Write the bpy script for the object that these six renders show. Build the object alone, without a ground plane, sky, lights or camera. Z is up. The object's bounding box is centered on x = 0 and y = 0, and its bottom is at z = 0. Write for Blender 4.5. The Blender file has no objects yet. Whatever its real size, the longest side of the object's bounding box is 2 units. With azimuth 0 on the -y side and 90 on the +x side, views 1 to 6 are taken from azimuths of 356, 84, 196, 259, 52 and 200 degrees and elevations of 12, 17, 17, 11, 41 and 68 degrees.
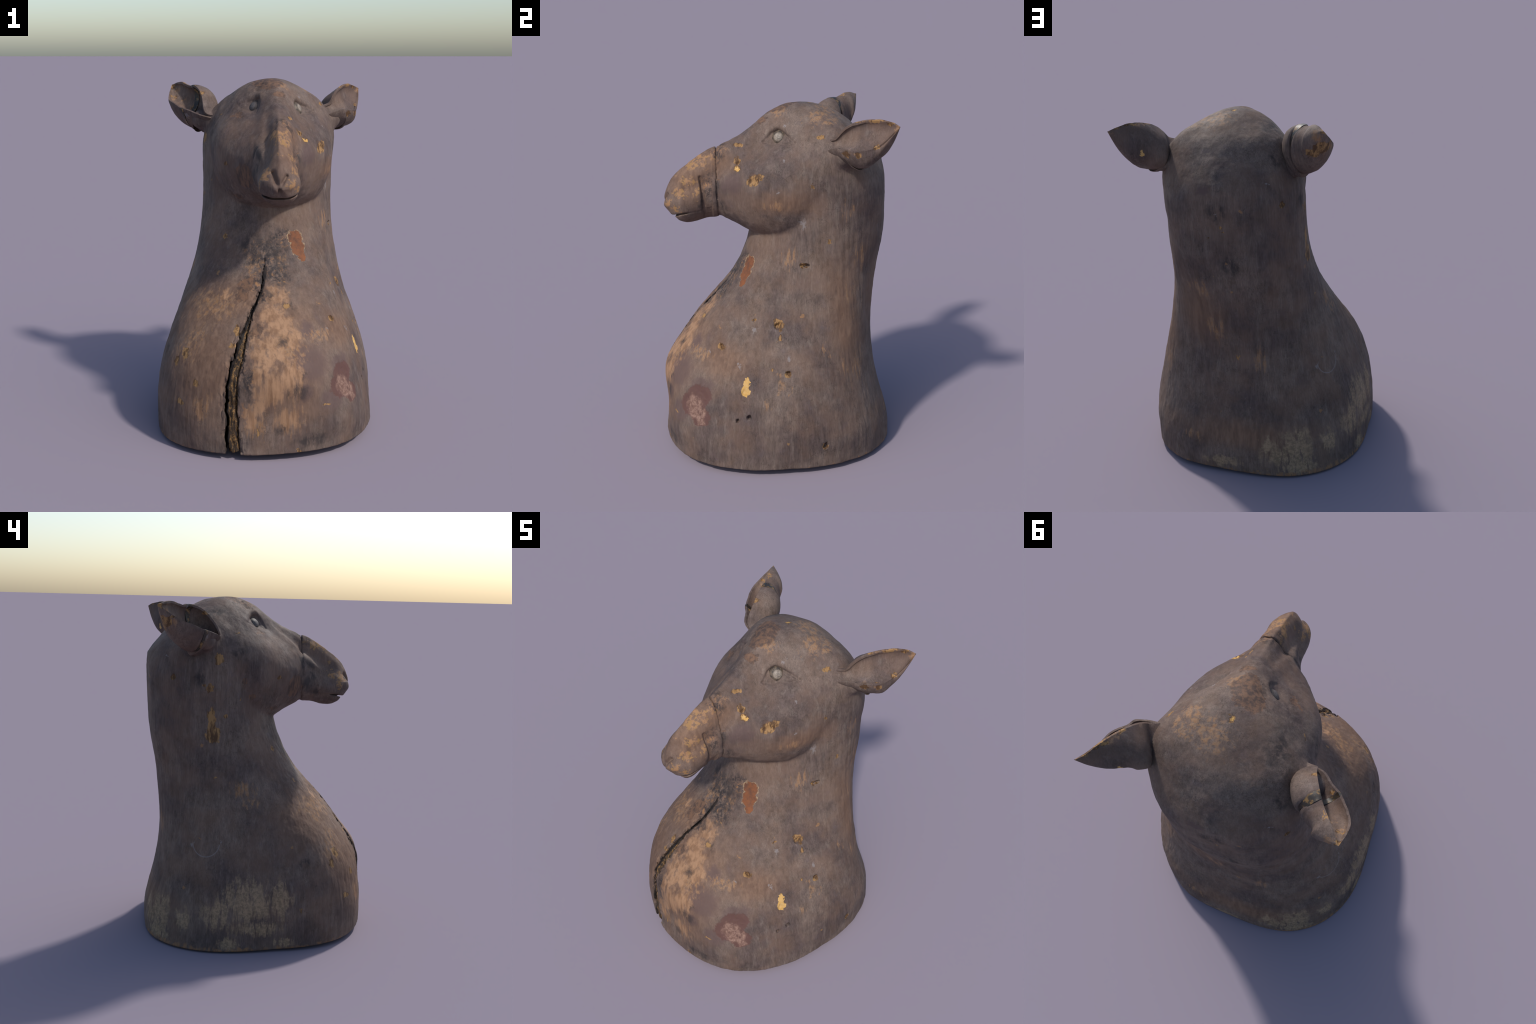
"""Weathered carved wooden animal head on a broad neck (a tall decoy or mask).

The solid is described as an implicit surface: a neck and chest of stacked
cross-sections about a vertical axis, a head and muzzle of cross-sections about
a horizontal axis, joined with a small fillet, then cut by a drying crack, a
muzzle joint, mouth, nostrils and eye sockets.  It is meshed with surface nets.
Ears are lofts between two rim curves; eyes are set-in domes.
"""
import math
import bpy
import numpy as np

# --------------------------------------------------------------------------
# small tools
# --------------------------------------------------------------------------
def spline_weights(knots, query, period=None):
    """Cubic spline (natural, or periodic) as a matrix: values = W @ knot_values."""
    k = np.asarray(knots, float)
    n = len(k)
    x = np.append(k, k[0] + period) if period else k
    h = np.diff(x)
    A, B = np.zeros((n, n)), np.zeros((n, n))
    rows = range(n) if period else range(1, n - 1)
    if not period:
        A[0, 0] = A[-1, -1] = 1
    for i in rows:
        a, b = h[i - 1], h[i]
        A[i, (i - 1) % n] += a
        A[i, i] += 2 * (a + b)
        A[i, (i + 1) % n] += b
        B[i, (i + 1) % n] += 6 / b
        B[i, i] -= 6 / a + 6 / b
        B[i, (i - 1) % n] += 6 / a
    M, I = np.linalg.solve(A, B), np.eye(n)
    if period:
        M, I = np.vstack([M, M[:1]]), np.vstack([I, I[:1]])
        query = (np.asarray(query) - k[0]) % period + k[0]
    j = np.clip(np.searchsorted(x, query, side="right") - 1, 0, len(h) - 1)
    hh = h[j][:, None]
    a = (x[j + 1] - query)[:, None] / hh
    b = 1 - a
    return a * I[j] + b * I[j + 1] + ((a ** 3 - a) * M[j] + (b ** 3 - b) * M[j + 1]) * hh ** 2 / 6


def smoothstep(lo, hi, v):
    t = np.clip((v - lo) / (hi - lo), 0, 1)
    return t * t * (3 - 2 * t)


def smin(a, b, k):
    h = np.maximum(k - np.abs(a - b), 0) / k
    return np.minimum(a, b) - h * h * k * .25


def smax(a, b, k):
    return -smin(-a, -b, k)


def _hash(i, j, k, seed):
    h = (i * 374761393 + j * 668265263 + k * 2147483647 + seed * 974634777) & 0xFFFFFFFF
    h = ((h ^ (h >> 13)) * 1274126177) & 0xFFFFFFFF
    return ((h ^ (h >> 16)) & 0xFFFF).astype(np.float64) / 32767.5 - 1


def noise(p, scale, seed=0):
    """Smooth value noise in -1..1; scale may be a vector for stretched grain."""
    q = p * np.asarray(scale)
    i = np.floor(q).astype(np.int64)
    f = q - i
    f = f * f * f * (f * (f * 6 - 15) + 10)
    r = 0
    for a in (0, 1):
        for b in (0, 1):
            for c in (0, 1):
                w = (f[:, 0] if a else 1 - f[:, 0]) * (f[:, 1] if b else 1 - f[:, 1]) * (f[:, 2] if c else 1 - f[:, 2])
                r = r + w * _hash(i[:, 0] + a, i[:, 1] + b, i[:, 2] + c, seed)
    return r


def fbm(p, scale, octaves=3, seed=0):
    s, out, amp = np.asarray(scale, float), 0, 1.0
    for o in range(octaves):
        out = out + amp * noise(p, s * 2 ** o, seed + 17 * o)
        amp *= .5
    return out


def segment_distance(p, pts, along=None):
    """Distance to a polyline and the fraction along it of the nearest point;
    with `along`, both are first flattened in that direction (a line drawn on a skin)."""
    if along is not None:
        n = np.array(along, float) / np.linalg.norm(along)
        flat = lambda q: q - np.outer(q @ n, n)
        p, pts = flat(p), flat(np.asarray(pts, float))
    best, frac = np.full(len(p), 9.), np.zeros(len(p))
    pts = np.asarray(pts, float)
    m = len(pts) - 1
    for n in range(m):
        a, d = pts[n], pts[n + 1] - pts[n]
        t = np.clip((p - a) @ d / (d @ d), 0, 1)
        r = np.linalg.norm(p - a - t[:, None] * d, axis=1)
        near = r < best
        best = np.where(near, r, best)
        frac = np.where(near, (n + t) / m, frac)
    return best, frac


# --------------------------------------------------------------------------
# profiles: radii of the cross-sections
# --------------------------------------------------------------------------
# chest and neck: rows are heights, columns twelve directions from +x round by +y
BODY_TOP = 1.86
BODY_Z = [0, .07, .18, .32, .48, .64, .8, .95, 1.1, 1.25, 1.4, 1.55, 1.68, 1.79, BODY_TOP]
# head and muzzle: rows are stations nose to nape, columns twelve directions
# from +x (the left cheek) up over the crown and round under the jaw
HEAD_FRONT, HEAD_BACK = -.603, .655
BODY_R = [
    (.599, .653, .704, .687, .765, .744, .671, .709, .691, .668, .654, .627),
    (.598, .655, .703, .690, .749, .729, .670, .714, .695, .653, .654, .619),
    (.596, .658, .688, .673, .731, .714, .670, .715, .698, .643, .668, .604),
    (.581, .636, .644, .631, .686, .689, .656, .703, .691, .650, .645, .576),
    (.542, .587, .585, .575, .628, .639, .615, .676, .678, .665, .604, .537),
    (.489, .533, .525, .514, .566, .578, .557, .619, .623, .602, .554, .485),
    (.434, .477, .468, .464, .508, .517, .497, .534, .550, .536, .497, .424),
    (.406, .430, .425, .420, .458, .467, .448, .468, .477, .453, .440, .385),
    (.385, .393, .388, .378, .417, .431, .416, .424, .430, .425, .401, .371),
    (.379, .381, .371, .354, .393, .412, .402, .402, .406, .418, .382, .366),
    (.380, .380, .372, .351, .379, .406, .396, .385, .380, .392, .366, .356),
    (.382, .380, .355, .360, .380, .408, .400, .365, .352, .360, .344, .341),
    (.384, .360, .325, .325, .350, .388, .396, .337, .327, .331, .323, .322),
    (.350, .320, .260, .275, .300, .345, .364, .307, .306, .307, .304, .305),
    (.000, .000, .000, .000, .000, .000, .000, .000, .000, .000, .000, .000),
]
HEAD_R = [
    (.000, .000, .000, .000, .000, .000, .000, .000, .000, .000, .000, .000),
    (.060, .062, .069, .080, .059, .060, .062, .052, .040, .020, .040, .047),
    (.104, .091, .117, .137, .110, .096, .106, .116, .126, .124, .129, .114),
    (.103, .096, .139, .171, .103, .087, .090, .126, .144, .174, .148, .121),
    (.136, .122, .158, .188, .135, .123, .127, .156, .198, .212, .194, .157),
    (.239, .184, .186, .216, .177, .180, .239, .281, .321, .334, .320, .283),
    (.316, .244, .243, .296, .246, .261, .330, .374, .445, .458, .433, .379),
    (.355, .312, .310, .317, .315, .317, .359, .404, .481, .508, .479, .396),
    (.390, .354, .293, .285, .288, .344, .380, .421, .475, .503, .474, .417),
    (.335, .280, .218, .210, .228, .285, .334, .391, .447, .471, .447, .389),
    (.220, .148, .111, .108, .116, .152, .224, .311, .378, .402, .380, .312),
    (.096, .044, .031, .028, .030, .047, .102, .179, .236, .254, .237, .182),
    (.000, .000, .000, .000, .000, .000, .000, .000, .000, .000, .000, .000),
]

GT, GA = 500, 360


class Loft:
    """Radius as a smooth function of (t, angle), with the slope of the wall."""

    def __init__(self, t_knots, radii, coord):
        radii = np.array(radii)
        n = radii.shape[1]
        t, a = np.linspace(0, 1, GT), np.arange(GA) * 2 * np.pi / GA
        self.R = spline_weights(t_knots, t) @ radii @ spline_weights(np.arange(n) * 2 * np.pi / n, a, 2 * np.pi).T
        gt = np.gradient(self.R, axis=0) / np.maximum(np.gradient(coord(t)), 1e-6)[:, None]
        ga = (np.roll(self.R, -1, 1) - np.roll(self.R, 1, 1)) * GA / (4 * np.pi)
        self.S = np.sqrt(1 + gt ** 2 + (ga / np.maximum(self.R, .02)) ** 2)

    def distance(self, rho, t, a):
        i = np.clip(t * (GT - 1), 0, GT - 1.001)
        i0 = i.astype(int)
        fi = i - i0
        b = (a / (2 * np.pi) * GA) % GA
        b0 = b.astype(int) % GA
        fb, b1 = b - np.floor(b), (b0 + 1) % GA
        mix = lambda T: (T[i0, b0] * (1 - fb) + T[i0, b1] * fb) * (1 - fi) + (T[i0 + 1, b0] * (1 - fb) + T[i0 + 1, b1] * fb) * fi
        d, s = rho - mix(self.R), mix(self.S)
        return np.maximum(d / s, (d - .05) * .45)


body_loft = Loft(np.arcsin(np.array(BODY_Z) / BODY_TOP) / (np.pi / 2), BODY_R, lambda t: BODY_TOP * np.sin(t * np.pi / 2))
head_loft = Loft(np.linspace(0, 1, 13), HEAD_R, lambda t: HEAD_FRONT + (HEAD_BACK - HEAD_FRONT) * (1 - np.cos(np.pi * t)) / 2)


# the two centre lines: y of the neck's axis at a height, height of the head's axis at a y
AXIS_S = np.linspace(-.9, 2.2, 1551)
AXIS_Y = spline_weights([-.2, 0, .4, .8, 1.0, 1.2, 1.5, 1.9], np.clip(AXIS_S, -.2, 1.9)) @ np.array([-.03, -.02, 0, .12, .2, .28, .30, .30])
AXIS_Z = spline_weights([-.62, -.5, -.3, -.1, .15, .66], np.clip(AXIS_S, -.62, .66)) @ np.array([1.455, 1.5, 1.58, 1.64, 1.68, 1.66])


def body_field(p):
    x, y, z = p.T
    cx = np.interp(z, [0, 1.9], [.03, .05])
    cy = np.interp(z, AXIS_S, AXIS_Y)
    rho, a = np.hypot(x - cx, y - cy), np.arctan2(y - cy, x - cx)
    f = body_loft.distance(rho, np.arcsin(np.clip(z / BODY_TOP, 0, 1)) / (np.pi / 2), a)
    # the sawn underside: its rim stands a little off the ground, higher in front
    rim = .024 + .019 * x - .017 * y - .003 * (x * x - y * y)
    floor = rim * (1 - smoothstep(.05, .22, -f))
    f = smax(f, floor - z, .008)
    # the neck dies away inside the skull
    f = np.where(z > 1.5, smax(f, .8 * (z - 1.77), .12), f)
    return np.where(z > BODY_TOP, np.maximum(f, z - BODY_TOP + .05), f)


def head_field(p):
    x, y, z = p.T
    cx = np.interp(y, [-.6, .2], [.034, .05])
    cz = np.interp(y, AXIS_S, AXIS_Z)
    s = np.clip((y - HEAD_FRONT) / (HEAD_BACK - HEAD_FRONT), 0, 1)
    f = head_loft.distance(np.hypot(x - cx, z - cz), np.arccos(1 - 2 * s) / np.pi, np.arctan2(z - cz, x - cx))
    over = np.maximum(HEAD_FRONT - y, y - HEAD_BACK)
    return np.where(over > 0, np.hypot(np.maximum(over, 0), np.maximum(f, 0)), f)


# --------------------------------------------------------------------------
# carved and broken details
# --------------------------------------------------------------------------
EYES = [dict(at=(.205, .041, 1.841), out=(.80, -.42, .43), cut=1.),
        dict(at=(-.079, .016, 1.854), out=(-.74, -.52, .43), cut=.6)]
LIDS = [[(.176, -.036, 1.812), (.171, .010, 1.858), (.185, .046, 1.874), (.222, .076, 1.857), (.300, .116, 1.818)],
        [(-.150, .085, 1.850), (-.065, .034, 1.889), (-.042, .007, 1.897), (-.045, -.021, 1.872), (-.066, -.052, 1.822)]]
NOSTRILS = [[(-.002, -.565, 1.542), (.006, -.590, 1.507), (.022, -.603, 1.46)],
            [(.066, -.580, 1.526), (.047, -.596, 1.498), (.027, -.604, 1.465)],
            [(.027, -.603, 1.46), (.034, -.575, 1.425)]]
NOSTRIL_CREASE = [(.118, -.392, 1.622), (.138, -.385, 1.585), (.146, -.383, 1.549), (.146, -.381, 1.473), (.126, -.383, 1.425)]
# the drying crack in the chest: left (slit) and right edge, x at a height z
CRACK_Z = [.0, .2, .28, .42, .45, .52, .64, .76, .86, .95, 1.0]
CRACK_L = [-.259, -.259, -.258, -.253, -.245, -.225, -.176, -.114, -.054, -.029, -.025]
CRACK_R = [-.182, -.190, -.194, -.192, -.189, -.168, -.134, -.100, -.048, -.026, -.025]
# the stubs that carry the ears
EAR_STALKS = [((.33, .35, 1.745), (.425, .365, 1.752), .060), ((-.27, .33, 1.765), (-.360, .355, 1.752), .056)]
# broken-out chips: place, width, height, depth
PITS = [((.393, .139, 1.149), .020, .010, .018), ((.402, .115, 1.153), .012, .012, .018),
        ((.415, -.027, .819), .018, .024, .014), ((.428, -.012, .775), .008, .026, .012),
        ((.368, -.147, .843), .008, .008, .008), ((.345, -.34, .696), .014, .011, .009),
        ((.545, .015, .586), .014, .015, .012), ((.556, -.222, .342), .014, .017, .022),
        ((.537, -.284, .32), .009, .011, .016), ((.631, .193, .163), .014, .022, .016),
        ((.516, -.237, .455), .020, .036, .004), ((.388, -.498, .368), .075, .085, .004),
        ((.194, -.187, 1.689), .016, .032, .008), ((.306, -.111, 1.62), .030, .022, .006),
        ((.085, -.033, 1.918), .022, .016, .004), ((.119, -.168, 1.791), .016, .009, .005),
        ((.345, .254, 1.846), .014, .010, .006), ((-.289, .53, 1.544), .010, .014, .006),
        ((-.153, .012, 1.799), .014, .024, .0025), ((-.02, .06, 1.965), .05, .035, .003)]


def carve(p, f):
    x, y, z = p.T
    near = f > -.16
    # drying crack: a deep slit and, right of it, a sunken wedge of raw wood
    c = near & (y < -.18) & (z < 1.02) & (x < .06) & (x > -.40)
    if c.any():
        q, zc = p[c], z[c]
        wob = .007 * noise(q, (0, 0, 18), 5) + .0045 * noise(q, (0, 0, 55), 6)
        l, r = np.interp(zc, CRACK_Z, CRACK_L) + wob, np.interp(zc, CRACK_Z, CRACK_R) + .5 * wob
        grow = smoothstep(.99, .80, zc)
        slit_w = .002 + .0065 * smoothstep(.80, .10, zc)
        u = q[:, 0]
        depth = -f[c]
        slit = np.maximum(np.abs(u - l - slit_w) - slit_w, depth - (.02 + .09 * grow))
        rough = .5 + .5 * fbm(q, (60, 60, 24), 2, 9)
        wedge = np.maximum(np.abs(u - (l + r) / 2) - (r - l) / 2, depth - grow * (.004 + .013 * rough + .008 * smoothstep(r - .02, r, u)))
        edge = np.maximum(np.abs(u - r + .003) - .0025, depth - grow * .035)
        cut = np.minimum(np.minimum(slit, wedge), edge)
        f = f.copy()
        lips = np.minimum(np.abs(u - l), np.abs(u - r))
        chipped = smoothstep(.10, .38, fbm(q, (38, 38, 13), 3, 15))
        f[c] += grow * chipped * (.009 * np.exp(-(lips / .016) ** 2) + .004 * np.exp(-(lips / .04) ** 2))
        f[c] = smax(f[c], -cut, .003)
    # sharp bridge of the nose, running up between the eyes
    c = near & (y < .16) & (z > 1.5) & (np.abs(x - .04) < .2)
    if c.any():
        q = p[c]
        u = q[:, 0] - np.interp(q[:, 1], [-.58, -.40, -.28, -.12, .1], [.030, .038, .050, .056, .048])
        on = smoothstep(.12, -.06, q[:, 1]) * smoothstep(-.60, -.54, q[:, 1])
        amp = np.interp(q[:, 1], [-.6, -.5, -.3, -.22, -.1, .1], [.010, .016, .017, .006, .003, .001])
        left = np.interp(q[:, 1], [-.5, -.34, -.27, -.18, -.08, .05], [.008, .010, .022, .017, .008, .003])
        right = np.interp(q[:, 1], [-.5, -.34, -.27, -.12, .05], [.007, .002, -.010, -.008, 0])
        f[c] += on * (left * np.exp(-((u + .056) / .030) ** 2) + right * np.exp(-((u - .045) / .026) ** 2) - .7 * amp * np.exp(-(u / .013) ** 2))
        # the brow trough is deeper on the right of the animal
        trough = (q[:, 0] + .05) / .035, (q[:, 1] + .02) / .11
        f[c] += .012 * np.exp(-trough[0] ** 2 - trough[1] ** 2)
    # joint between muzzle and face
    c = near & (np.abs(y + .29) < .06) & (z > 1.3)
    if c.any():
        q = p[c]
        plane = q[:, 1] + .288 + .12 * (q[:, 0] - .03) + .003 * noise(q, 25, 3)
        f[c] += np.exp(-((plane - .008) / .018) ** 2) * .008
        f[c] = smax(f[c], -np.maximum(np.abs(plane) - .0022 - .0016 * noise(q, 30, 12), -f[c] - (.008 + .009 * noise(q, 14, 13)) * (.3 + .7 * smoothstep(-.02, .06, q[:, 0]))), .004)
    c = near & (y < -.33) & (z > 1.3)
    if c.any():
        q, g = p[c], f[c]
        # mouth: a curved slit under the overhanging upper lip
        line = q[:, 2] - (1.401 + 1.6 * (q[:, 0] - .03) ** 2 + .10 * np.maximum(q[:, 1] + .56, -.02))
        back = smoothstep(-.44, -.50, q[:, 1])
        g = smax(g, -np.maximum(np.abs(line) - .0045 * back, -g - .024 * back), .006)
        g = g + .011 * smoothstep(-.52, -.565, q[:, 1]) * smoothstep(.004, -.020, line)
        for pts, w, dep in zip(NOSTRILS, (.011, .009, .008), (.024, .020, .004)):
            r, t = segment_distance(q, pts, (0, -1, .25))
            g = g + dep * smoothstep(-.46, -.50, q[:, 1]) * np.exp(-(r / w) ** 2) * (1 - .75 * smoothstep(.6, 1., t))
        r, t = segment_distance(q, NOSTRIL_CREASE, (1, 0, .2))
        g = g + .022 * smoothstep(.04, .09, q[:, 0]) * np.exp(-(r / .009) ** 2) * np.sin(np.pi * np.clip(t * .8 + .15, 0, 1))
        g = g + .009 * smoothstep(-.385, -.372, q[:, 1]) * smoothstep(-.318, -.335, q[:, 1]) * smoothstep(.05, .10, q[:, 0]) * smoothstep(1.62, 1.58, q[:, 2])
        f[c] = g
    # eye sockets and lids
    for eye, lid in zip(EYES, LIDS):
        e = np.array(eye["at"])
        r2 = np.linalg.norm(p - e, axis=1)
        c = r2 < .2
        if c.any():
            q = p[c]
            r, t = segment_distance(q, lid, eye["out"])
            arch = np.sin(np.pi * np.clip(t * .9 + .05, 0, 1))
            brow, tb = segment_distance(q, np.array(lid) + (0, 0, .026), eye["out"])
            f[c] += .030 * np.exp(-(r2[c] / .050) ** 2) + .018 * eye["cut"] * np.exp(-(r / .0075) ** 2) * arch - .013 * np.exp(-(brow / .020) ** 2) * np.sin(np.pi * np.clip(tb, .05, .95))
            low = [lid[0], (e + np.array(lid[0])) / 2 - (0, 0, .030), e - (0, 0, .040), (e + np.array(lid[-1])) / 2 - (0, 0, .032), lid[-1]]
            rl, tl = segment_distance(q, low, eye["out"])
            f[c] += .008 * eye["cut"] ** 2 * np.exp(-(rl / .008) ** 2)
            under = q - (e - (0, 0, .058))
            f[c] -= .006 * np.exp(-(np.linalg.norm(under / (.045, .045, .014), axis=1)) ** 2)
    return f


def shape(p):
    b, h = body_field(p), head_field(p)
    nape = smoothstep(.25, .5, p[:, 1]) * smoothstep(1.3, 1.5, p[:, 2])
    k = .012 + .035 * nape
    f = smin(b, h, k) + .10 * nape * k
    for root, end, r in EAR_STALKS:
        d, _ = segment_distance(p, [root, end])
        f = smin(f, d - r, .035)
    return carve(p, f)


def pits(p):
    """Inward displacement for chips, dents and adze facets on the finished skin."""
    out = np.zeros(len(p))
    for n, (at, w, hgt, dep) in enumerate(PITS):
        d = p - np.array(at)
        c = np.linalg.norm(d, axis=1) < 3 * max(w, hgt)
        q = d[c] / np.array([w, w, hgt])
        r = np.linalg.norm(q, axis=1) + .45 * noise(p[c], .6 / min(w, hgt), 30 + n) + .2 * noise(p[c], 1.4 / min(w, hgt), 60 + n)
        out[c] = np.maximum(out[c], dep * smoothstep(1.1, .8, r) * (1 + .35 * noise(p[c], 90, 70)))
    return out


def relief(p):
    head = smoothstep(1.25, 1.5, p[:, 2])
    facets = .0022 * noise(p, 9, 1) + .0015 * noise(p, 19, 2)
    grain = .0010 * fbm(p, (55, 55, 8), 2, 4) * (1 - .6 * head)
    return facets + grain + .0005 * fbm(p, 48, 2, 8) - pits(p)


# --------------------------------------------------------------------------
# meshing: sparse sampling and surface nets
# --------------------------------------------------------------------------
H = .005
LO = np.array([-.72, -.74, -.02])
BLOCK = 8
NB = np.array([36, 36, 52])


def skin():
    n = NB * BLOCK + 1
    size = BLOCK * H
    ii = np.stack(np.meshgrid(*[np.arange(k) for k in NB], indexing="ij"), -1).reshape(-1, 3)
    centres = LO + (ii + .5) * size
    far = smin(body_field(centres), head_field(centres), .02)
    grid = np.repeat(np.repeat(np.repeat(np.sign(far).reshape(NB).astype(np.float32), BLOCK, 0), BLOCK, 1), BLOCK, 2)
    grid = np.pad(grid, ((0, 1),) * 3, mode="edge")
    near = ii[np.abs(far) < size * 1.25 + .04]
    deep = ii[(far < 0) & (far > -.2) & (centres[:, 1] < -.1) & (centres[:, 2] < 1.04) & (np.abs(centres[:, 0] + .16) < .18)]
    near = np.unique(np.vstack([near, deep]), axis=0)
    off = np.stack(np.meshgrid(*[np.arange(BLOCK + 1)] * 3, indexing="ij"), -1).reshape(-1, 3)
    for part in np.array_split(near, max(1, len(near) // 500)):
        idx = (part[:, None] * BLOCK + off[None]).reshape(-1, 3)
        grid[idx[:, 0], idx[:, 1], idx[:, 2]] = shape(LO + idx * H)
    inside = grid < 0
    corners = [(a, b, c) for a in (0, 1) for b in (0, 1) for c in (0, 1)]
    view = lambda A, c: A[c[0]:n[0] - 1 + c[0], c[1]:n[1] - 1 + c[1], c[2]:n[2] - 1 + c[2]]
    total = sum(view(inside, c).astype(np.int8) for c in corners)
    cells = np.argwhere((total > 0) & (total < 8))
    number = np.full(n - 1, -1, np.int32)
    number[tuple(cells.T)] = np.arange(len(cells))
    acc, cnt = np.zeros((len(cells), 3)), np.zeros(len(cells))
    val = {c: grid[cells[:, 0] + c[0], cells[:, 1] + c[1], cells[:, 2] + c[2]].astype(float) for c in corners}
    for c in corners:
        for ax in range(3):
            if c[ax] == 0:
                d = tuple(1 if k == ax else c[k] for k in range(3))
                cross = (val[c] < 0) != (val[d] < 0)
                t = val[c] / np.where(cross, val[c] - val[d], 1)
                pt = np.array(c, float)[None] + 0 * acc
                pt[:, ax] += t
                acc += pt * cross[:, None]
                cnt += cross
    verts = LO + (cells + acc / cnt[:, None]) * H
    quads = []
    for ax in range(3):
        b, c = (ax + 1) % 3, (ax + 2) % 3
        lo = [slice(None)] * 3
        hi = [slice(None)] * 3
        lo[ax], hi[ax] = slice(0, -1), slice(1, None)
        e = np.argwhere(inside[tuple(lo)] != inside[tuple(hi)])
        e = e[(e[:, b] > 0) & (e[:, c] > 0) & (e[:, b] < n[b] - 1) & (e[:, c] < n[c] - 1)]
        flip = inside[tuple(e.T)]
        ub, uc = np.eye(3, dtype=int)[b], np.eye(3, dtype=int)[c]
        q = np.stack([number[tuple((e - s).T)] for s in (ub * 0, ub, ub + uc, uc)], 1)
        quads.append(np.where(flip[:, None], q, q[:, ::-1]))
    quads = np.vstack(quads)
    # settle on the exact surface, then add the relief along the normal
    for step in range(2):
        f, g = shape(verts), gradient(verts)
        g2 = (g * g).sum(1)
        move = np.clip(f / np.maximum(g2, .25), -H * .6, H * .6)
        verts = verts - g * move[:, None]
    g = gradient(verts)
    g /= np.maximum(np.linalg.norm(g, axis=1), 1e-6)[:, None]
    base = smoothstep(.0, .03, verts[:, 2])
    verts = verts + g * (relief(verts) * base)[:, None]
    return verts, quads


def gradient(p, e=.002):
    """Slope of the field from four probes at the corners of a tetrahedron."""
    g = np.zeros_like(p)
    for k in ((1, -1, -1), (-1, -1, 1), (-1, 1, -1), (1, 1, 1)):
        k = np.array(k, float)
        g += k * shape(p + k * e)[:, None]
    return g / (4 * e)


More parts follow.
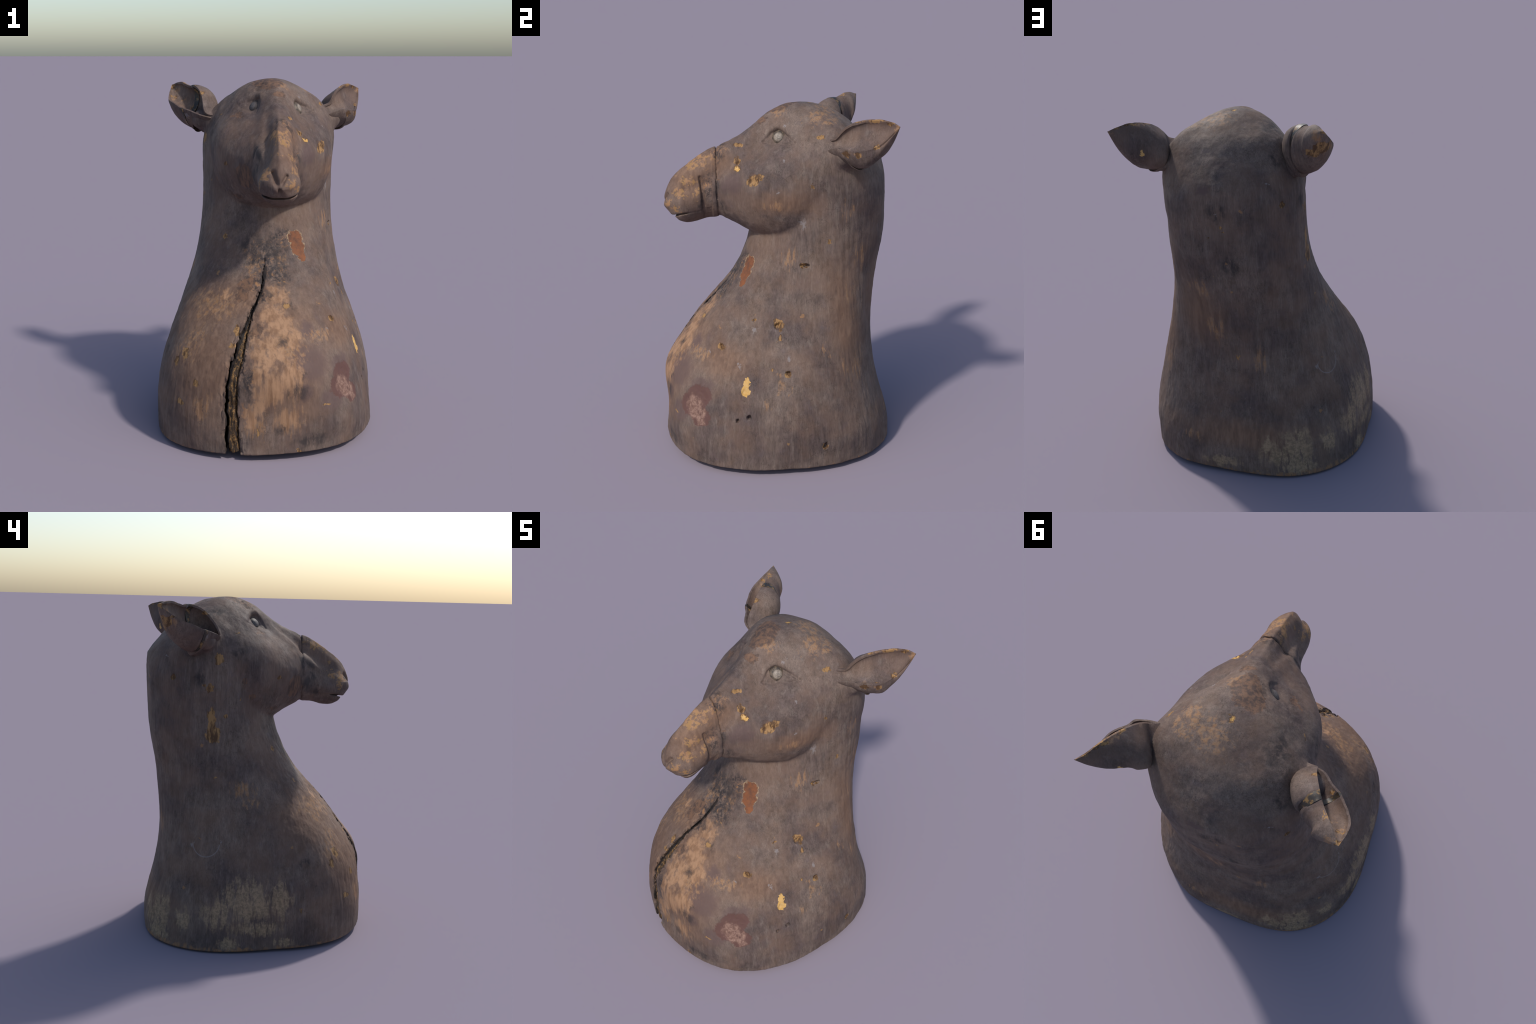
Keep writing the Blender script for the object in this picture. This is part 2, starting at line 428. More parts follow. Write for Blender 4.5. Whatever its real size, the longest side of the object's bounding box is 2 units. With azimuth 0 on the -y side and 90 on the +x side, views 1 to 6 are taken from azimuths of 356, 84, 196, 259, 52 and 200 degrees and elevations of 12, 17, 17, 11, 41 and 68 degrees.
# --------------------------------------------------------------------------
# materials
# --------------------------------------------------------------------------
BLOBS = {
    "flaky": [
        (-0.037, -0.219, 1.026, 0.098, 0.107), (0.039, -0.277, 0.946, 0.081, 0.08), (-0.097, -0.318, 0.895, 0.062, 0.079), (-0.135, -0.644, 0.456, 0.034, 0.119),
        (-0.048, -0.38, 0.837, 0.035, 0.053), (0.101, -0.289, 1.747, 0.04, 0.056), (0.139, -0.356, 1.584, 0.04, 0.074), (0.075, -0.171, 1.115, 0.075, 0.054),],
    "warm": [
        (0.109, -0.457, 1.616, 0.127, 0.161), (0.079, -0.459, 1.665, 0.076, 0.131), (-0.377, -0.513, 0.505, 0.234, 0.365), (0.071, -0.618, 0.531, 0.231, 0.358),
        (-0.17, -0.37, 0.819, 0.184, 0.132), (0.048, -0.483, 0.714, 0.264, 0.158), (0.395, -0.328, 0.626, 0.16, 0.112), (-0.387, -0.302, 0.734, 0.276, 0.177),
        (0.198, 0.565, 0.918, 0.167, 0.166), (0.114, -0.329, 1.703, 0.141, 0.087), (0.382, 0.03, 1.503, 0.156, 0.066), (-0.057, 0.648, 0.233, 0.403, 0.085),
        (0.446, 0.355, 0.836, 0.102, 0.39),],
    "ochre": [
        (0.392, 0.139, 1.149, 0.023, 0.015), (0.413, -0.027, 0.837, 0.021, 0.031), (0.452, -0.017, 0.757, 0.009, 0.035), (0.366, -0.147, 0.842, 0.011, 0.008),
        (0.346, -0.336, 0.694, 0.023, 0.016), (0.541, 0.012, 0.581, 0.018, 0.017), (0.421, 0.279, 1.287, 0.011, 0.013), (0.51, -0.074, 0.605, 0.011, 0.008),
        (0.63, 0.195, 0.162, 0.014, 0.024), (0.364, -0.152, 0.84, 0.014, 0.006), (0.428, -0.007, 0.817, 0.017, 0.038), (0.34, -0.347, 0.693, 0.014, 0.018),
        (0.174, -0.185, 1.711, 0.019, 0.02), (0.202, -0.189, 1.677, 0.02, 0.022), (0.301, -0.118, 1.617, 0.038, 0.025), (0.315, -0.083, 1.645, 0.03, 0.018),
        (0.121, -0.168, 1.79, 0.026, 0.012), (0.348, 0.251, 1.847, 0.025, 0.01), (0.411, 0.193, 1.596, 0.008, 0.011), (-0.346, 0.279, 1.646, 0.02, 0.029),
        (-0.287, 0.53, 1.542, 0.016, 0.015), (-0.354, 0.326, 1.485, 0.019, 0.024), (-0.354, 0.358, 1.496, 0.011, 0.009), (-0.356, 0.317, 1.304, 0.024, 0.067),
        (-0.361, 0.302, 1.218, 0.043, 0.048), (-0.229, -0.107, 1.536, 0.013, 0.011), (-0.244, 0.152, 1.798, 0.014, 0.008), (-0.306, 0.141, 1.411, 0.008, 0.007),
        (-0.346, 0.231, 1.322, 0.012, 0.015), (-0.396, 0.293, 0.973, 0.007, 0.01), (-0.233, -0.075, 1.116, 0.014, 0.012), (-0.63, -0.186, 0.242, 0.009, 0.014),
        (0.017, 0.656, 1.441, 0.013, 0.008), (0.005, 0.653, 1.409, 0.009, 0.006), (0.095, 0.651, 1.379, 0.008, 0.006), (-0.024, 0.581, 0.68, 0.008, 0.018),
        (0.047, 0.253, 1.994, 0.019, 0.014), (-0.244, 0.152, 1.799, 0.011, 0.01), (0.114, -0.177, 1.792, 0.014, 0.012), (-0.246, 0.156, 1.797, 0.013, 0.007),
        (-0.341, 0.265, 1.654, 0.018, 0.026), (-0.234, -0.098, 1.536, 0.014, 0.01), (-0.467, -0.414, 0.532, 0.022, 0.034), (-0.517, -0.384, 0.482, 0.021, 0.027),
        (-0.501, -0.485, 0.278, 0.03, 0.016), (-0.417, -0.529, 0.403, 0.02, 0.019), (-0.189, -0.482, 0.68, 0.018, 0.043), (-0.218, -0.53, 0.606, 0.015, 0.019),
        (0.142, -0.674, 0.054, 0.02, 0.011), (-0.086, -0.67, 0.155, 0.009, 0.022), (0.288, -0.615, 0.297, 0.029, 0.006), (0.089, -0.42, 0.787, 0.025, 0.012),],
    "yellow": [
        (0.509, -0.229, 0.482, 0.025, 0.034), (0.497, -0.217, 0.525, 0.016, 0.028), (0.204, -0.19, 1.675, 0.014, 0.016), (0.047, 0.253, 1.994, 0.01, 0.007),],
    "wornstrong": [
        (-0.398, -0.576, 0.247, 0.027, 0.079), (-0.247, -0.317, 0.833, 0.031, 0.053), (-0.11, -0.516, 0.662, 0.035, 0.06), (0.088, -0.518, 0.658, 0.081, 0.095),
        (-0.002, -0.459, 0.75, 0.078, 0.095), (-0.076, -0.66, 0.3, 0.043, 0.06), (0.102, -0.647, 0.451, 0.072, 0.137), (0.068, -0.664, 0.234, 0.096, 0.078),
        (-0.119, -0.661, 0.238, 0.034, 0.078), (0.039, -0.382, 0.836, 0.067, 0.066), (0.031, -0.48, 0.72, 0.083, 0.095), (-0.029, -0.586, 0.585, 0.103, 0.111),
        (-0.067, -0.65, 0.474, 0.059, 0.11), (-0.018, -0.664, 0.389, 0.103, 0.094), (-0.161, -0.653, 0.281, 0.022, 0.052),],
    "worn": [
        (0.084, -0.564, 0.601, 0.153, 0.223), (-0.38, -0.582, 0.277, 0.085, 0.122), (-0.257, -0.348, 0.796, 0.113, 0.15), (-0.409, -0.392, 0.629, 0.136, 0.079),
        (-0.102, -0.667, 0.177, 0.095, 0.104), (-0.074, -0.243, 0.986, 0.098, 0.071), (0.07, -0.224, 1.016, 0.055, 0.054), (0.103, -0.667, 0.189, 0.105, 0.104),
        (-0.322, -0.316, 0.779, 0.263, 0.12), (-0.459, -0.412, 0.547, 0.128, 0.118), (0.351, 0.072, 1.178, 0.07, 0.101), (0.385, 0.447, 1.179, 0.066, 0.111),
        (0.411, 0.388, 0.988, 0.052, 0.102), (0.555, -0.034, 0.52, 0.037, 0.157), (0.511, 0.237, 0.695, 0.049, 0.074), (0.568, -0.113, 0.423, 0.023, 0.065),
        (0.514, 0.328, 0.567, 0.042, 0.084), (0.571, 0.018, 0.502, 0.018, 0.102), (0.267, -0.46, 0.634, 0.144, 0.057), (0.466, 0.395, 0.59, 0.037, 0.038),
        (0.117, 0.342, 1.96, 0.144, 0.095), (0.246, 0.292, 1.933, 0.169, 0.055), (0.21, 0.269, 1.952, 0.089, 0.049), (0.09, 0.055, 1.965, 0.096, 0.037),
        (0.104, -0.239, 1.77, 0.054, 0.031), (0.367, -0.005, 1.484, 0.099, 0.042), (0.421, 0.384, 1.458, 0.052, 0.096), (0.176, 0.597, 1.076, 0.102, 0.082),
        (0.099, 0.581, 0.853, 0.095, 0.101), (-0.149, 0.576, 0.663, 0.056, 0.11), (-0.421, 0.126, 0.908, 0.137, 0.067), (-0.447, 0.091, 0.835, 0.078, 0.048),
        (0.466, 0.403, 0.557, 0.088, 0.089), (-0.369, -0.327, 0.729, 0.116, 0.059), (0.274, 0.617, 0.19, 0.113, 0.049),],
    "muzzle_ochre": [
        (0.056, -0.373, 1.731, 0.153, 0.031), (0.113, -0.458, 1.598, 0.088, 0.037), (0.05, -0.33, 1.754, 0.019, 0.031), (0.036, -0.526, 1.622, 0.015, 0.06),
        (0.083, -0.42, 1.69, 0.113, 0.044), (0.116, -0.512, 1.539, 0.071, 0.043), (0.128, -0.542, 1.455, 0.061, 0.025), (0.133, -0.419, 1.549, 0.038, 0.068),
        (0.043, -0.409, 1.71, 0.031, 0.096), (0.098, -0.579, 1.485, 0.048, 0.044), (-0.046, -0.532, 1.535, 0.058, 0.059), (-0.048, -0.48, 1.546, 0.066, 0.046),
        (-0.072, -0.512, 1.49, 0.037, 0.046), (0.023, -0.392, 1.712, 0.113, 0.023),],
    "red": [
        (0.16, -0.142, 1.121, 0.043, 0.037), (0.174, -0.166, 1.067, 0.043, 0.05), (0.196, -0.187, 1.021, 0.026, 0.027),],
    "maroon": [
        (0.393, -0.48, 0.425, 0.083, 0.059), (0.38, -0.525, 0.371, 0.088, 0.067), (0.44, -0.484, 0.314, 0.064, 0.048),],
    "pink": [
        (0.39, -0.513, 0.375, 0.057, 0.053), (0.422, -0.501, 0.327, 0.061, 0.038), (0.451, -0.481, 0.293, 0.03, 0.023),],
    "purple": [
        (0.198, -0.469, 0.677, 0.041, 0.079), (0.231, -0.57, 0.511, 0.055, 0.13), (0.154, -0.644, 0.377, 0.055, 0.052), (0.377, -0.469, 0.472, 0.086, 0.044),
        (0.409, -0.431, 0.469, 0.03, 0.047), (0.208, -0.58, 0.516, 0.106, 0.107), (0.22, -0.227, 1.594, 0.067, 0.055), (-0.199, -0.588, 0.536, 0.027, 0.051),
        (0.331, -0.588, 0.312, 0.075, 0.058), (0.109, 0.652, 1.634, 0.037, 0.033),],
    "dark": [
        (0.039, -0.277, 0.946, 0.072, 0.071), (-0, -0.207, 1.05, 0.126, 0.081), (-0.143, -0.644, 0.447, 0.036, 0.119), (0.06, -0.544, 0.631, 0.025, 0.077),
        (-0.013, -0.375, 0.844, 0.035, 0.035), (0.098, -0.416, 0.79, 0.037, 0.017), (-0.051, -0.296, 0.925, 0.035, 0.053), (-0.119, -0.526, 0.647, 0.019, 0.06),
        (-0.105, -0.166, 1.089, 0.056, 0.054), (0.128, -0.65, 0.371, 0.063, 0.043), (0.034, -0.67, 0.174, 0.044, 0.026), (0.19, -0.659, 0.101, 0.103, 0.031),
        (0.155, -0.627, 0.465, 0.013, 0.017), (-0.058, -0.334, 1.608, 0.044, 0.032), (-0.072, -0.339, 1.535, 0.031, 0.026), (-0.057, -0.369, 1.442, 0.043, 0.029),
        (-0.084, -0.274, 1.626, 0.025, 0.074), (-0.108, -0.261, 1.492, 0.024, 0.074), (0.014, -0.317, 1.746, 0.049, 0.029), (-0.084, -0.314, 1.497, 0.04, 0.057),
        (0.061, -0.265, 1.783, 0.037, 0.016), (0.108, -0.293, 1.736, 0.016, 0.043), (0.167, -0.302, 1.587, 0.021, 0.074), (0.166, -0.285, 1.459, 0.027, 0.037),
        (0.142, -0.387, 1.473, 0.019, 0.056), (-0.015, 0.646, 1.221, 0.059, 0.054), (0.037, 0.661, 1.514, 0.066, 0.044), (-0.245, 0.487, 1.782, 0.037, 0.044),
        (-0.573, -0.215, 0.501, 0.031, 0.029), (-0.353, 0.385, 1.532, 0.027, 0.048), (-0.304, 0.154, 1.685, 0.051, 0.016), (0.557, -0.217, 0.336, 0.015, 0.017),
        (0.537, -0.284, 0.321, 0.01, 0.012), (0.63, 0.191, 0.168, 0.015, 0.021), (-0.18, 0.294, 1.909, 0.086, 0.027),],  # entries at the deep right-base pits paint the shadow inside the holes
    "mud": [
        (-0.624, 0.109, 0.276, 0.211, 0.105), (-0.627, -0.063, 0.3, 0.078, 0.144), (-0.601, 0.239, 0.293, 0.048, 0.124), (-0.583, 0.331, 0.231, 0.049, 0.105),
        (-0.497, 0.492, 0.177, 0.059, 0.068), (-0.334, 0.622, 0.145, 0.16, 0.13), (-0.637, 0.07, 0.141, 0.175, 0.058), (-0.364, 0.624, 0.053, 0.138, 0.05),
        (-0.292, 0.641, 0.131, 0.161, 0.085), (-0.504, 0.487, 0.166, 0.073, 0.067), (-0.192, 0.653, 0.189, 0.048, 0.066), (0.072, 0.668, 0.072, 0.16, 0.043),
        (-0.619, 0.126, 0.293, 0.133, 0.18), (-0.594, 0.306, 0.218, 0.099, 0.117), (-0.366, 0.582, 0.243, 0.058, 0.047), (-0.63, 0.239, 0.056, 0.077, 0.039),
        (-0.639, -0.087, 0.054, 0.1, 0.029),],
    "redbrown": [
        (0.076, -0.032, 1.918, 0.045, 0.017), (0.29, -0.116, 1.648, 0.021, 0.016), (0.088, -0.038, 1.908, 0.022, 0.017), (0.032, 0.082, 1.984, 0.079, 0.038),
        (0, 0.113, 1.986, 0.091, 0.031), (-0.138, -0.204, 1.455, 0.044, 0.04), (-0.275, 0.072, 1.43, 0.022, 0.016), (-0.158, -0.087, 1.347, 0.035, 0.014),
        (-0.302, 0.115, 1.524, 0.015, 0.022), (-0.141, -0.323, 0.878, 0.041, 0.044), (-0.157, -0.36, 0.834, 0.037, 0.031), (-0.083, -0.504, 0.684, 0.03, 0.043),
        (-0.096, -0.304, 0.909, 0.022, 0.022), (0.012, 0.034, 1.958, 0.071, 0.017), (0.085, -0.026, 1.918, 0.025, 0.016), (0.157, -0.3, 1.61, 0.014, 0.01),
        (-0.163, 0.005, 1.793, 0.06, 0.007), (-0.133, -0.22, 1.48, 0.067, 0.069), (-0.154, 0.01, 1.803, 0.024, 0.032),],
    "blue": [
        (0.368, 0.144, 1.381, 0.014, 0.024), (0.381, 0.013, 1.568, 0.01, 0.009), (0.335, 0.056, 1.731, 0.011, 0.01), (0.201, 0.108, 1.908, 0.011, 0.005),
        (0.195, 0.078, 1.889, 0.01, 0.007), (0.369, 0.146, 1.374, 0.012, 0.022), (0.386, -0.151, 0.797, 0.014, 0.019), (0.444, -0.249, 0.61, 0.014, 0.017),
        (0.513, 0.027, 0.655, 0.018, 0.018), (-0.217, 0.564, 1.655, 0.008, 0.006), (-0.432, 0.422, 0.597, 0.01, 0.021), (-0.499, 0.276, 0.615, 0.007, 0.011),
        (0.044, 0.66, 1.502, 0.011, 0.008), (0.311, -0.41, 0.654, 0.013, 0.009), (0.309, 0.036, 1.748, 0.007, 0.005),],
}

EAR_BLOBS = {
    "ochre": [(.49, .42, 1.945, .022, .007), (.57, .545, 1.955, .03, .006), (.60, .50, 1.825, .02, .012), (-.55, .57, 1.885, .02, .008), (-.36, .36, 1.91, .02, .008), (-.45, .53, 1.962, .03, .006),(.55, .50, 1.95, .03, .008), (.60, .57, 1.94, .02, .012), (.53, .35, 1.785, .02, .02), (.57, .41, 1.785, .018, .02),
              (-.54, .62, 1.945, .022, .02), (-.40, .46, 1.80, .02, .05), (-.52, .60, 1.86, .05, .03), (-.47, .58, 1.84, .04, .03), (-.44, .37, 1.79, .012, .03)],
    "yellow": [(.50, .53, 1.82, .018, .016), (.48, .54, 1.80, .012, .014)],
    "worn": [(.52, .47, 1.95, .12, .02), (.63, .60, 1.92, .03, .03), (.56, .38, 1.79, .07, .02), (.55, .60, 1.94, .08, .03),
             (-.50, .62, 1.92, .06, .06), (-.47, .55, 1.83, .08, .06), (-.40, .47, 1.78, .06, .08), (-.54, .55, 1.86, .06, .03)],
    "dark": [(.40, .42, 1.72, .05, .05), (-.36, .47, 1.80, .03, .05), (-.45, .42, 1.88, .05, .05)],
    "blue": [(-.41, .46, 1.94, .016, .016), (-.43, .42, 1.86, .02, .03), (-.45, .36, 1.78, .02, .02)],
}



class Graph:
    """Short-hand for building a node tree."""

    def __init__(self, name):
        self.mat = bpy.data.materials.new(name)
        self.mat.use_nodes = True
        self.nt = self.mat.node_tree
        self.nt.nodes.clear()
        self.out = self.node("OutputMaterial")
        self.bsdf = self.node("BsdfPrincipled")
        self.nt.links.new(self.bsdf.outputs[0], self.out.inputs[0])
        self.pos = self.node("TexCoord").outputs["Object"]

    def node(self, kind, **props):
        n = self.nt.nodes.new("ShaderNode" + kind)
        for k, v in props.items():
            setattr(n, k, v)
        return n

    def put(self, socket, v):
        if isinstance(v, bpy.types.NodeSocket):
            self.nt.links.new(v, socket)
        elif v is not None:
            socket.default_value = v

    def math(self, op, a, b=None, c=None, clamp=False):
        n = self.node("Math", operation=op, use_clamp=clamp)
        for s, v in zip(n.inputs, (a, b, c)):
            self.put(s, v)
        return n.outputs[0]

    def vmath(self, op, a, b=None, scale=None):
        n = self.node("VectorMath", operation=op)
        self.put(n.inputs[0], a)
        if b is not None:
            self.put(n.inputs[1], b)
        if scale is not None:
            self.put(n.inputs["Scale"], scale)
        return n.outputs["Value"] if op in ("LENGTH", "DOT_PRODUCT", "DISTANCE") else n.outputs["Vector"]

    def step(self, v, lo, hi, to_lo=0., to_hi=1.):
        n = self.node("MapRange", interpolation_type="SMOOTHSTEP")
        for k, x in (("Value", v), ("From Min", lo), ("From Max", hi), ("To Min", to_lo), ("To Max", to_hi)):
            self.put(n.inputs[k], x)
        return n.outputs[0]

    def scaled(self, s, shift=(0, 0, 0)):
        n = self.node("Mapping")
        self.put(n.inputs["Vector"], self.pos)
        n.inputs["Scale"].default_value = s if isinstance(s, tuple) else (s, s, s)
        n.inputs["Location"].default_value = shift
        return n.outputs[0]

    def noise(self, s, detail=3., rough=.55, shift=(0, 0, 0), colour=False, distortion=0.):
        n = self.node("TexNoise")
        self.put(n.inputs["Vector"], self.scaled(s, shift))
        n.inputs["Scale"].default_value = 1
        n.inputs["Detail"].default_value = detail
        n.inputs["Roughness"].default_value = rough
        n.inputs["Distortion"].default_value = distortion
        if colour:  # three channels as a vector, spelled out
            sep, join = self.node("SeparateColor"), self.node("CombineXYZ")
            self.put(sep.inputs[0], n.outputs["Color"])
            for k in range(3):
                self.put(join.inputs[k], sep.outputs[k])
            return join.outputs[0]
        return n.outputs["Fac"]

    def mix(self, f, a, b, blend="MIX"):
        n = self.node("Mix", data_type="RGBA", blend_type=blend)
        self.put(n.inputs[0], f)
        for s, v in ((n.inputs[6], a), (n.inputs[7], b)):
            self.put(s, (*v, 1) if isinstance(v, tuple) else v)
        return n.outputs[2]

    def blobs(self, where, items):
        """Smallest scaled distance to any of a set of upright spheroids."""
        best = None
        for x, y, z, w, h in items:
            d = self.vmath("LENGTH", self.vmath("MULTIPLY", self.vmath("SUBTRACT", where, (x, y, z)), (1 / w, 1 / w, 1 / h)))
            best = d if best is None else self.math("MINIMUM", best, d)
        return best


INK = dict(
    paint_a=(.150, .109, .089), paint_b=(.088, .063, .057), umber=(.088, .058, .042),
    ochre=(.29, .165, .068), yellow=(.50, .32, .135), wood=(.30, .185, .110),
    orange=(.29, .150, .068), rust=(.17, .070, .036), maroon=(.100, .053, .044), pink=(.25, .155, .120),
    purple=(.100, .065, .060), char=(.030, .026, .027), mud=(.36, .25, .155), redbrown=(.155, .085, .052),
    pale=(.24, .22, .22), rim=(.44, .31, .18), warm=(.165, .100, .070))


def weathered_paint(name, blobs, crack=False):
    g = Graph(name)
    I = INK
    warp = g.noise(22, 3, .6, colour=True)
    warp = g.vmath("SCALE", g.vmath("SUBTRACT", warp, (.5, .5, .5)), scale=.075)
    fine = g.noise(62, 3, .65, (3, 1, 7), colour=True)
    fine = g.vmath("SCALE", g.vmath("SUBTRACT", fine, (.5, .5, .5)), scale=.032)
    torn = g.vmath("ADD", g.vmath("ADD", g.pos, warp), fine)
    frayed = g.vmath("ADD", g.vmath("ADD", g.pos, g.vmath("SCALE", warp, scale=.55)), fine)

    broad = g.noise(3.2, 4, .6)
    patchy = g.noise(11, 5, .62, (5, 2, 1))
    streak = g.noise((38, 38, 4.5), 4, .6)
    streak2 = g.noise((90, 90, 9), 3, .6, (2, 9, 4))
    grit = g.noise(140, 3, .7, (1, 1, 6))
    speck = g.noise(60, 4, .75, (8, 3, 2))

    # dark brown paint, thin in places, streaked down the grain
    col = g.mix(g.step(broad, .38, .62), I["paint_a"], I["paint_b"])
    col = g.mix(g.math("MULTIPLY", g.step(patchy, .48, .72), .45), col, I["umber"])
    col = g.mix(g.math("MULTIPLY", g.step(streak, .50, .75), .38), col, (.190, .155, .130))
    col = g.mix(g.math("MULTIPLY", g.step(streak2, .52, .72), .28), col, (.060, .048, .044))
    col = g.mix(g.math("MULTIPLY", g.step(patchy, .40, .27), .40), col, (.115, .088, .092))
    # scattered flecks
    col = g.mix(g.math("MULTIPLY", g.step(speck, .66, .74), .45), col, (.26, .21, .175))
    col = g.mix(g.math("MULTIPLY", g.step(grit, .38, .28), .45), col, (.045, .036, .033))
    height = g.math("ADD", g.math("MULTIPLY", patchy, .13), g.math("MULTIPLY", streak2, .25))
    height = g.math("ADD", height, g.math("MULTIPLY", grit, .25))

    # crackle of fine dark lines
    v = g.node("TexVoronoi", feature="DISTANCE_TO_EDGE")
    g.put(v.inputs["Vector"], g.vmath("SCALE", torn, scale=26.))
    v.inputs["Scale"].default_value = 1
    line = g.step(v.outputs["Distance"], .028, .0)
    crackle = g.math("MULTIPLY", line, g.step(g.noise(9, 4, .65, (4, 4, 1)), .46, .60))
    col = g.mix(g.math("MULTIPLY", crackle, .62), col, (.032, .025, .022))
    height = g.math("SUBTRACT", height, g.math("MULTIPLY", crackle, .5))

    # long hairline checks down the grain
    v = g.node("TexVoronoi", feature="DISTANCE_TO_EDGE")
    g.put(v.inputs["Vector"], g.vmath("MULTIPLY", torn, (42., 42., 5.)))
    v.inputs["Scale"].default_value = 1
    check = g.math("MULTIPLY", g.step(v.outputs["Distance"], .030, .0), g.step(g.noise(7, 4, .65, (2, 6, 8)), .47, .60))
    col = g.mix(g.math("MULTIPLY", check, .50), col, (.034, .026, .024))

    def soft(key, lo=1.25, hi=.35):
        return g.step(g.blobs(torn, blobs[key]), lo, hi) if blobs.get(key) else None

    def hard(key, lo=1.12, hi=.92):
        return g.step(g.blobs(frayed, blobs[key]), lo, hi) if blobs.get(key) else None

    def over(f, colour, amount=1.):
        nonlocal col
        if f is not None:
            col = g.mix(g.math("MULTIPLY", f, amount) if amount != 1 else f, col, colour)

    def sink(f, amount):
        nonlocal height
        if f is not None:
            height = g.math("SUBTRACT", height, g.math("MULTIPLY", f, amount))

    mottle = g.noise((42, 42, 8), 7, .68, (6, 2, 9))
    scratch = g.noise((190, 190, 26), 4, .7, (1, 4, 7))
    shade = g.math("MULTIPLY", g.step(mottle, .32, .68, .84, 1.14), g.step(scratch, .32, .66, .84, 1.12))
    tone = g.node("CombineXYZ")
    for k in range(3):
        g.put(tone.inputs[k], shade)
    col = g.mix(1., col, tone.outputs[0], "MULTIPLY")
    tint = g.noise(5, 4, .6, (11, 4, 2))
    over(g.step(tint, .42, .65), I["warm"], .38)
    f = soft("warm", 1.5, .2)
    over(f, g.mix(g.step(streak, .35, .65), (.135, .078, .052), (.195, .116, .076)), .78)
    f = soft("purple", 1.4, .5)
    over(f, I["purple"], .75)
    # worn wood showing through as ragged streaks
    rag = g.noise((34, 34, 9), 5, .68, (7, 7, 3))
    if blobs.get("worn"):
        w = soft("worn", 1.45, .15)
        worn = g.noise((46, 46, 5), 5, .66, (7, 7, 3))
        cut = g.math("SUBTRACT", .66, g.math("MULTIPLY", w, .24))
        over(g.math("MULTIPLY", w, g.step(worn, cut, g.math("ADD", cut, .16))), g.mix(g.step(speck, .4, .6), I["orange"], I["wood"]), .7)
    if blobs.get("wornstrong"):
        w = soft("wornstrong", 1.75, .4)
        streaky = g.noise((36, 36, 6), 5, .62, (2, 5, 5))
        cut = g.math("SUBTRACT", .68, g.math("MULTIPLY", w, .40))
        over(g.math("MULTIPLY", w, g.step(streaky, cut, g.math("ADD", cut, .20))), g.mix(g.step(streak, .36, .60), (.215, .118, .066), (.335, .195, .112)), .82)
    if blobs.get("muzzle_ochre"):
        w = soft("muzzle_ochre", 1.35, .2)
        flake = g.noise(45, 5, .7, (9, 1, 3))
        cut = g.math("SUBTRACT", .68, g.math("MULTIPLY", w, .26))
        over(g.math("MULTIPLY", w, g.step(flake, cut, g.math("ADD", cut, .08))), g.mix(g.step(streak, .4, .6), I["ochre"], (.30, .165, .085)), .85)
    if blobs.get("mud"):
        w = soft("mud", 1.6, .2)
        drip = g.noise((40, 40, 5), 6, .70, (1, 8, 8))
        cut = g.math("SUBTRACT", .62, g.math("MULTIPLY", w, .26))
        over(g.math("MULTIPLY", w, g.step(drip, cut, g.math("ADD", cut, .12))), g.mix(g.step(speck, .38, .6), (.20, .145, .09), I["mud"]), .72)
    if blobs.get("flaky"):
        w = soft("flaky", 1.5, .4)
        flake = g.noise(36, 6, .68, (4, 9, 9), distortion=.6)
        over(g.math("MULTIPLY", w, g.step(flake, .50, .57)), I["char"], .8)
        over(g.math("MULTIPLY", w, g.step(flake, .44, .38)), I["orange"], .8)
    f = soft("dark", 1.55, .35)
    if f is not None:
        over(g.math("MULTIPLY", f, g.step(rag, .38, .56)), I["char"], .75)
    f = hard("redbrown")
    sink(f, .7)
    over(f, g.mix(g.step(mottle, .42, .58), (.070, .046, .038), I["redbrown"]), .75)
    f = hard("maroon")
    sink(f, .8)
    over(f, g.mix(g.step(speck, .4, .6), I["maroon"], (.10, .052, .046)))
    f = soft("pink", 1.2, .7)
    if f is not None:
        over(g.math("MULTIPLY", f, g.step(rag, .36, .54)), g.mix(g.step(speck, .40, .60), (.155, .088, .068), I["pink"]), .9)
    f = hard("red", 1.08, .96)
    if f is not None:
        d = g.blobs(frayed, blobs["red"])
        over(g.math("MULTIPLY", g.step(d, 1.18, 1.08), g.step(patchy, .42, .52)), I["rim"], .6)
        sink(f, .9)
        over(f, g.mix(g.step(patchy, .38, .6), (.19, .070, .030), (.095, .048, .034)))
    f = hard("ochre")
    sink(f, .8)
    if f is not None:
        over(f, g.mix(g.step(mottle, .44, .56), (.085, .045, .022), I["ochre"]), .92)
    f = hard("yellow", 1.08, .95)
    sink(f, .6)
    if f is not None:
        over(f, g.mix(g.step(speck, .38, .6), I["yellow"], (.50, .29, .085)))
    f = soft("blue", 1.2, .5)
    over(f, I["pale"], .55)
    # little chips anywhere, ringed by pale broken edge
    cell = g.node("TexVoronoi", feature="F1")
    g.put(cell.inputs["Vector"], g.vmath("SCALE", frayed, scale=11.))
    cell.inputs["Scale"].default_value = 1
    rnd = g.node("SeparateColor")
    g.put(rnd.inputs[0], cell.outputs["Color"])
    size = g.math("MULTIPLY", g.step(rnd.outputs[0], .80, 1.0), .16)
    chip = g.step(cell.outputs["Distance"], size, g.math("MULTIPLY", size, .6))
    chip = g.math("MULTIPLY", chip, g.step(size, .0, .02))
    over(chip, g.mix(rnd.outputs[1], I["orange"], I["ochre"]), .6)
    # bare wood on the sawn lower rim
    if crack:
        sep = g.node("SeparateXYZ")
        g.put(sep.inputs[0], torn)
        low = g.step(sep.outputs[2], .036, .020)
        over(g.math("MULTIPLY", low, g.step(rag, .42, .58)), I["orange"], .6)
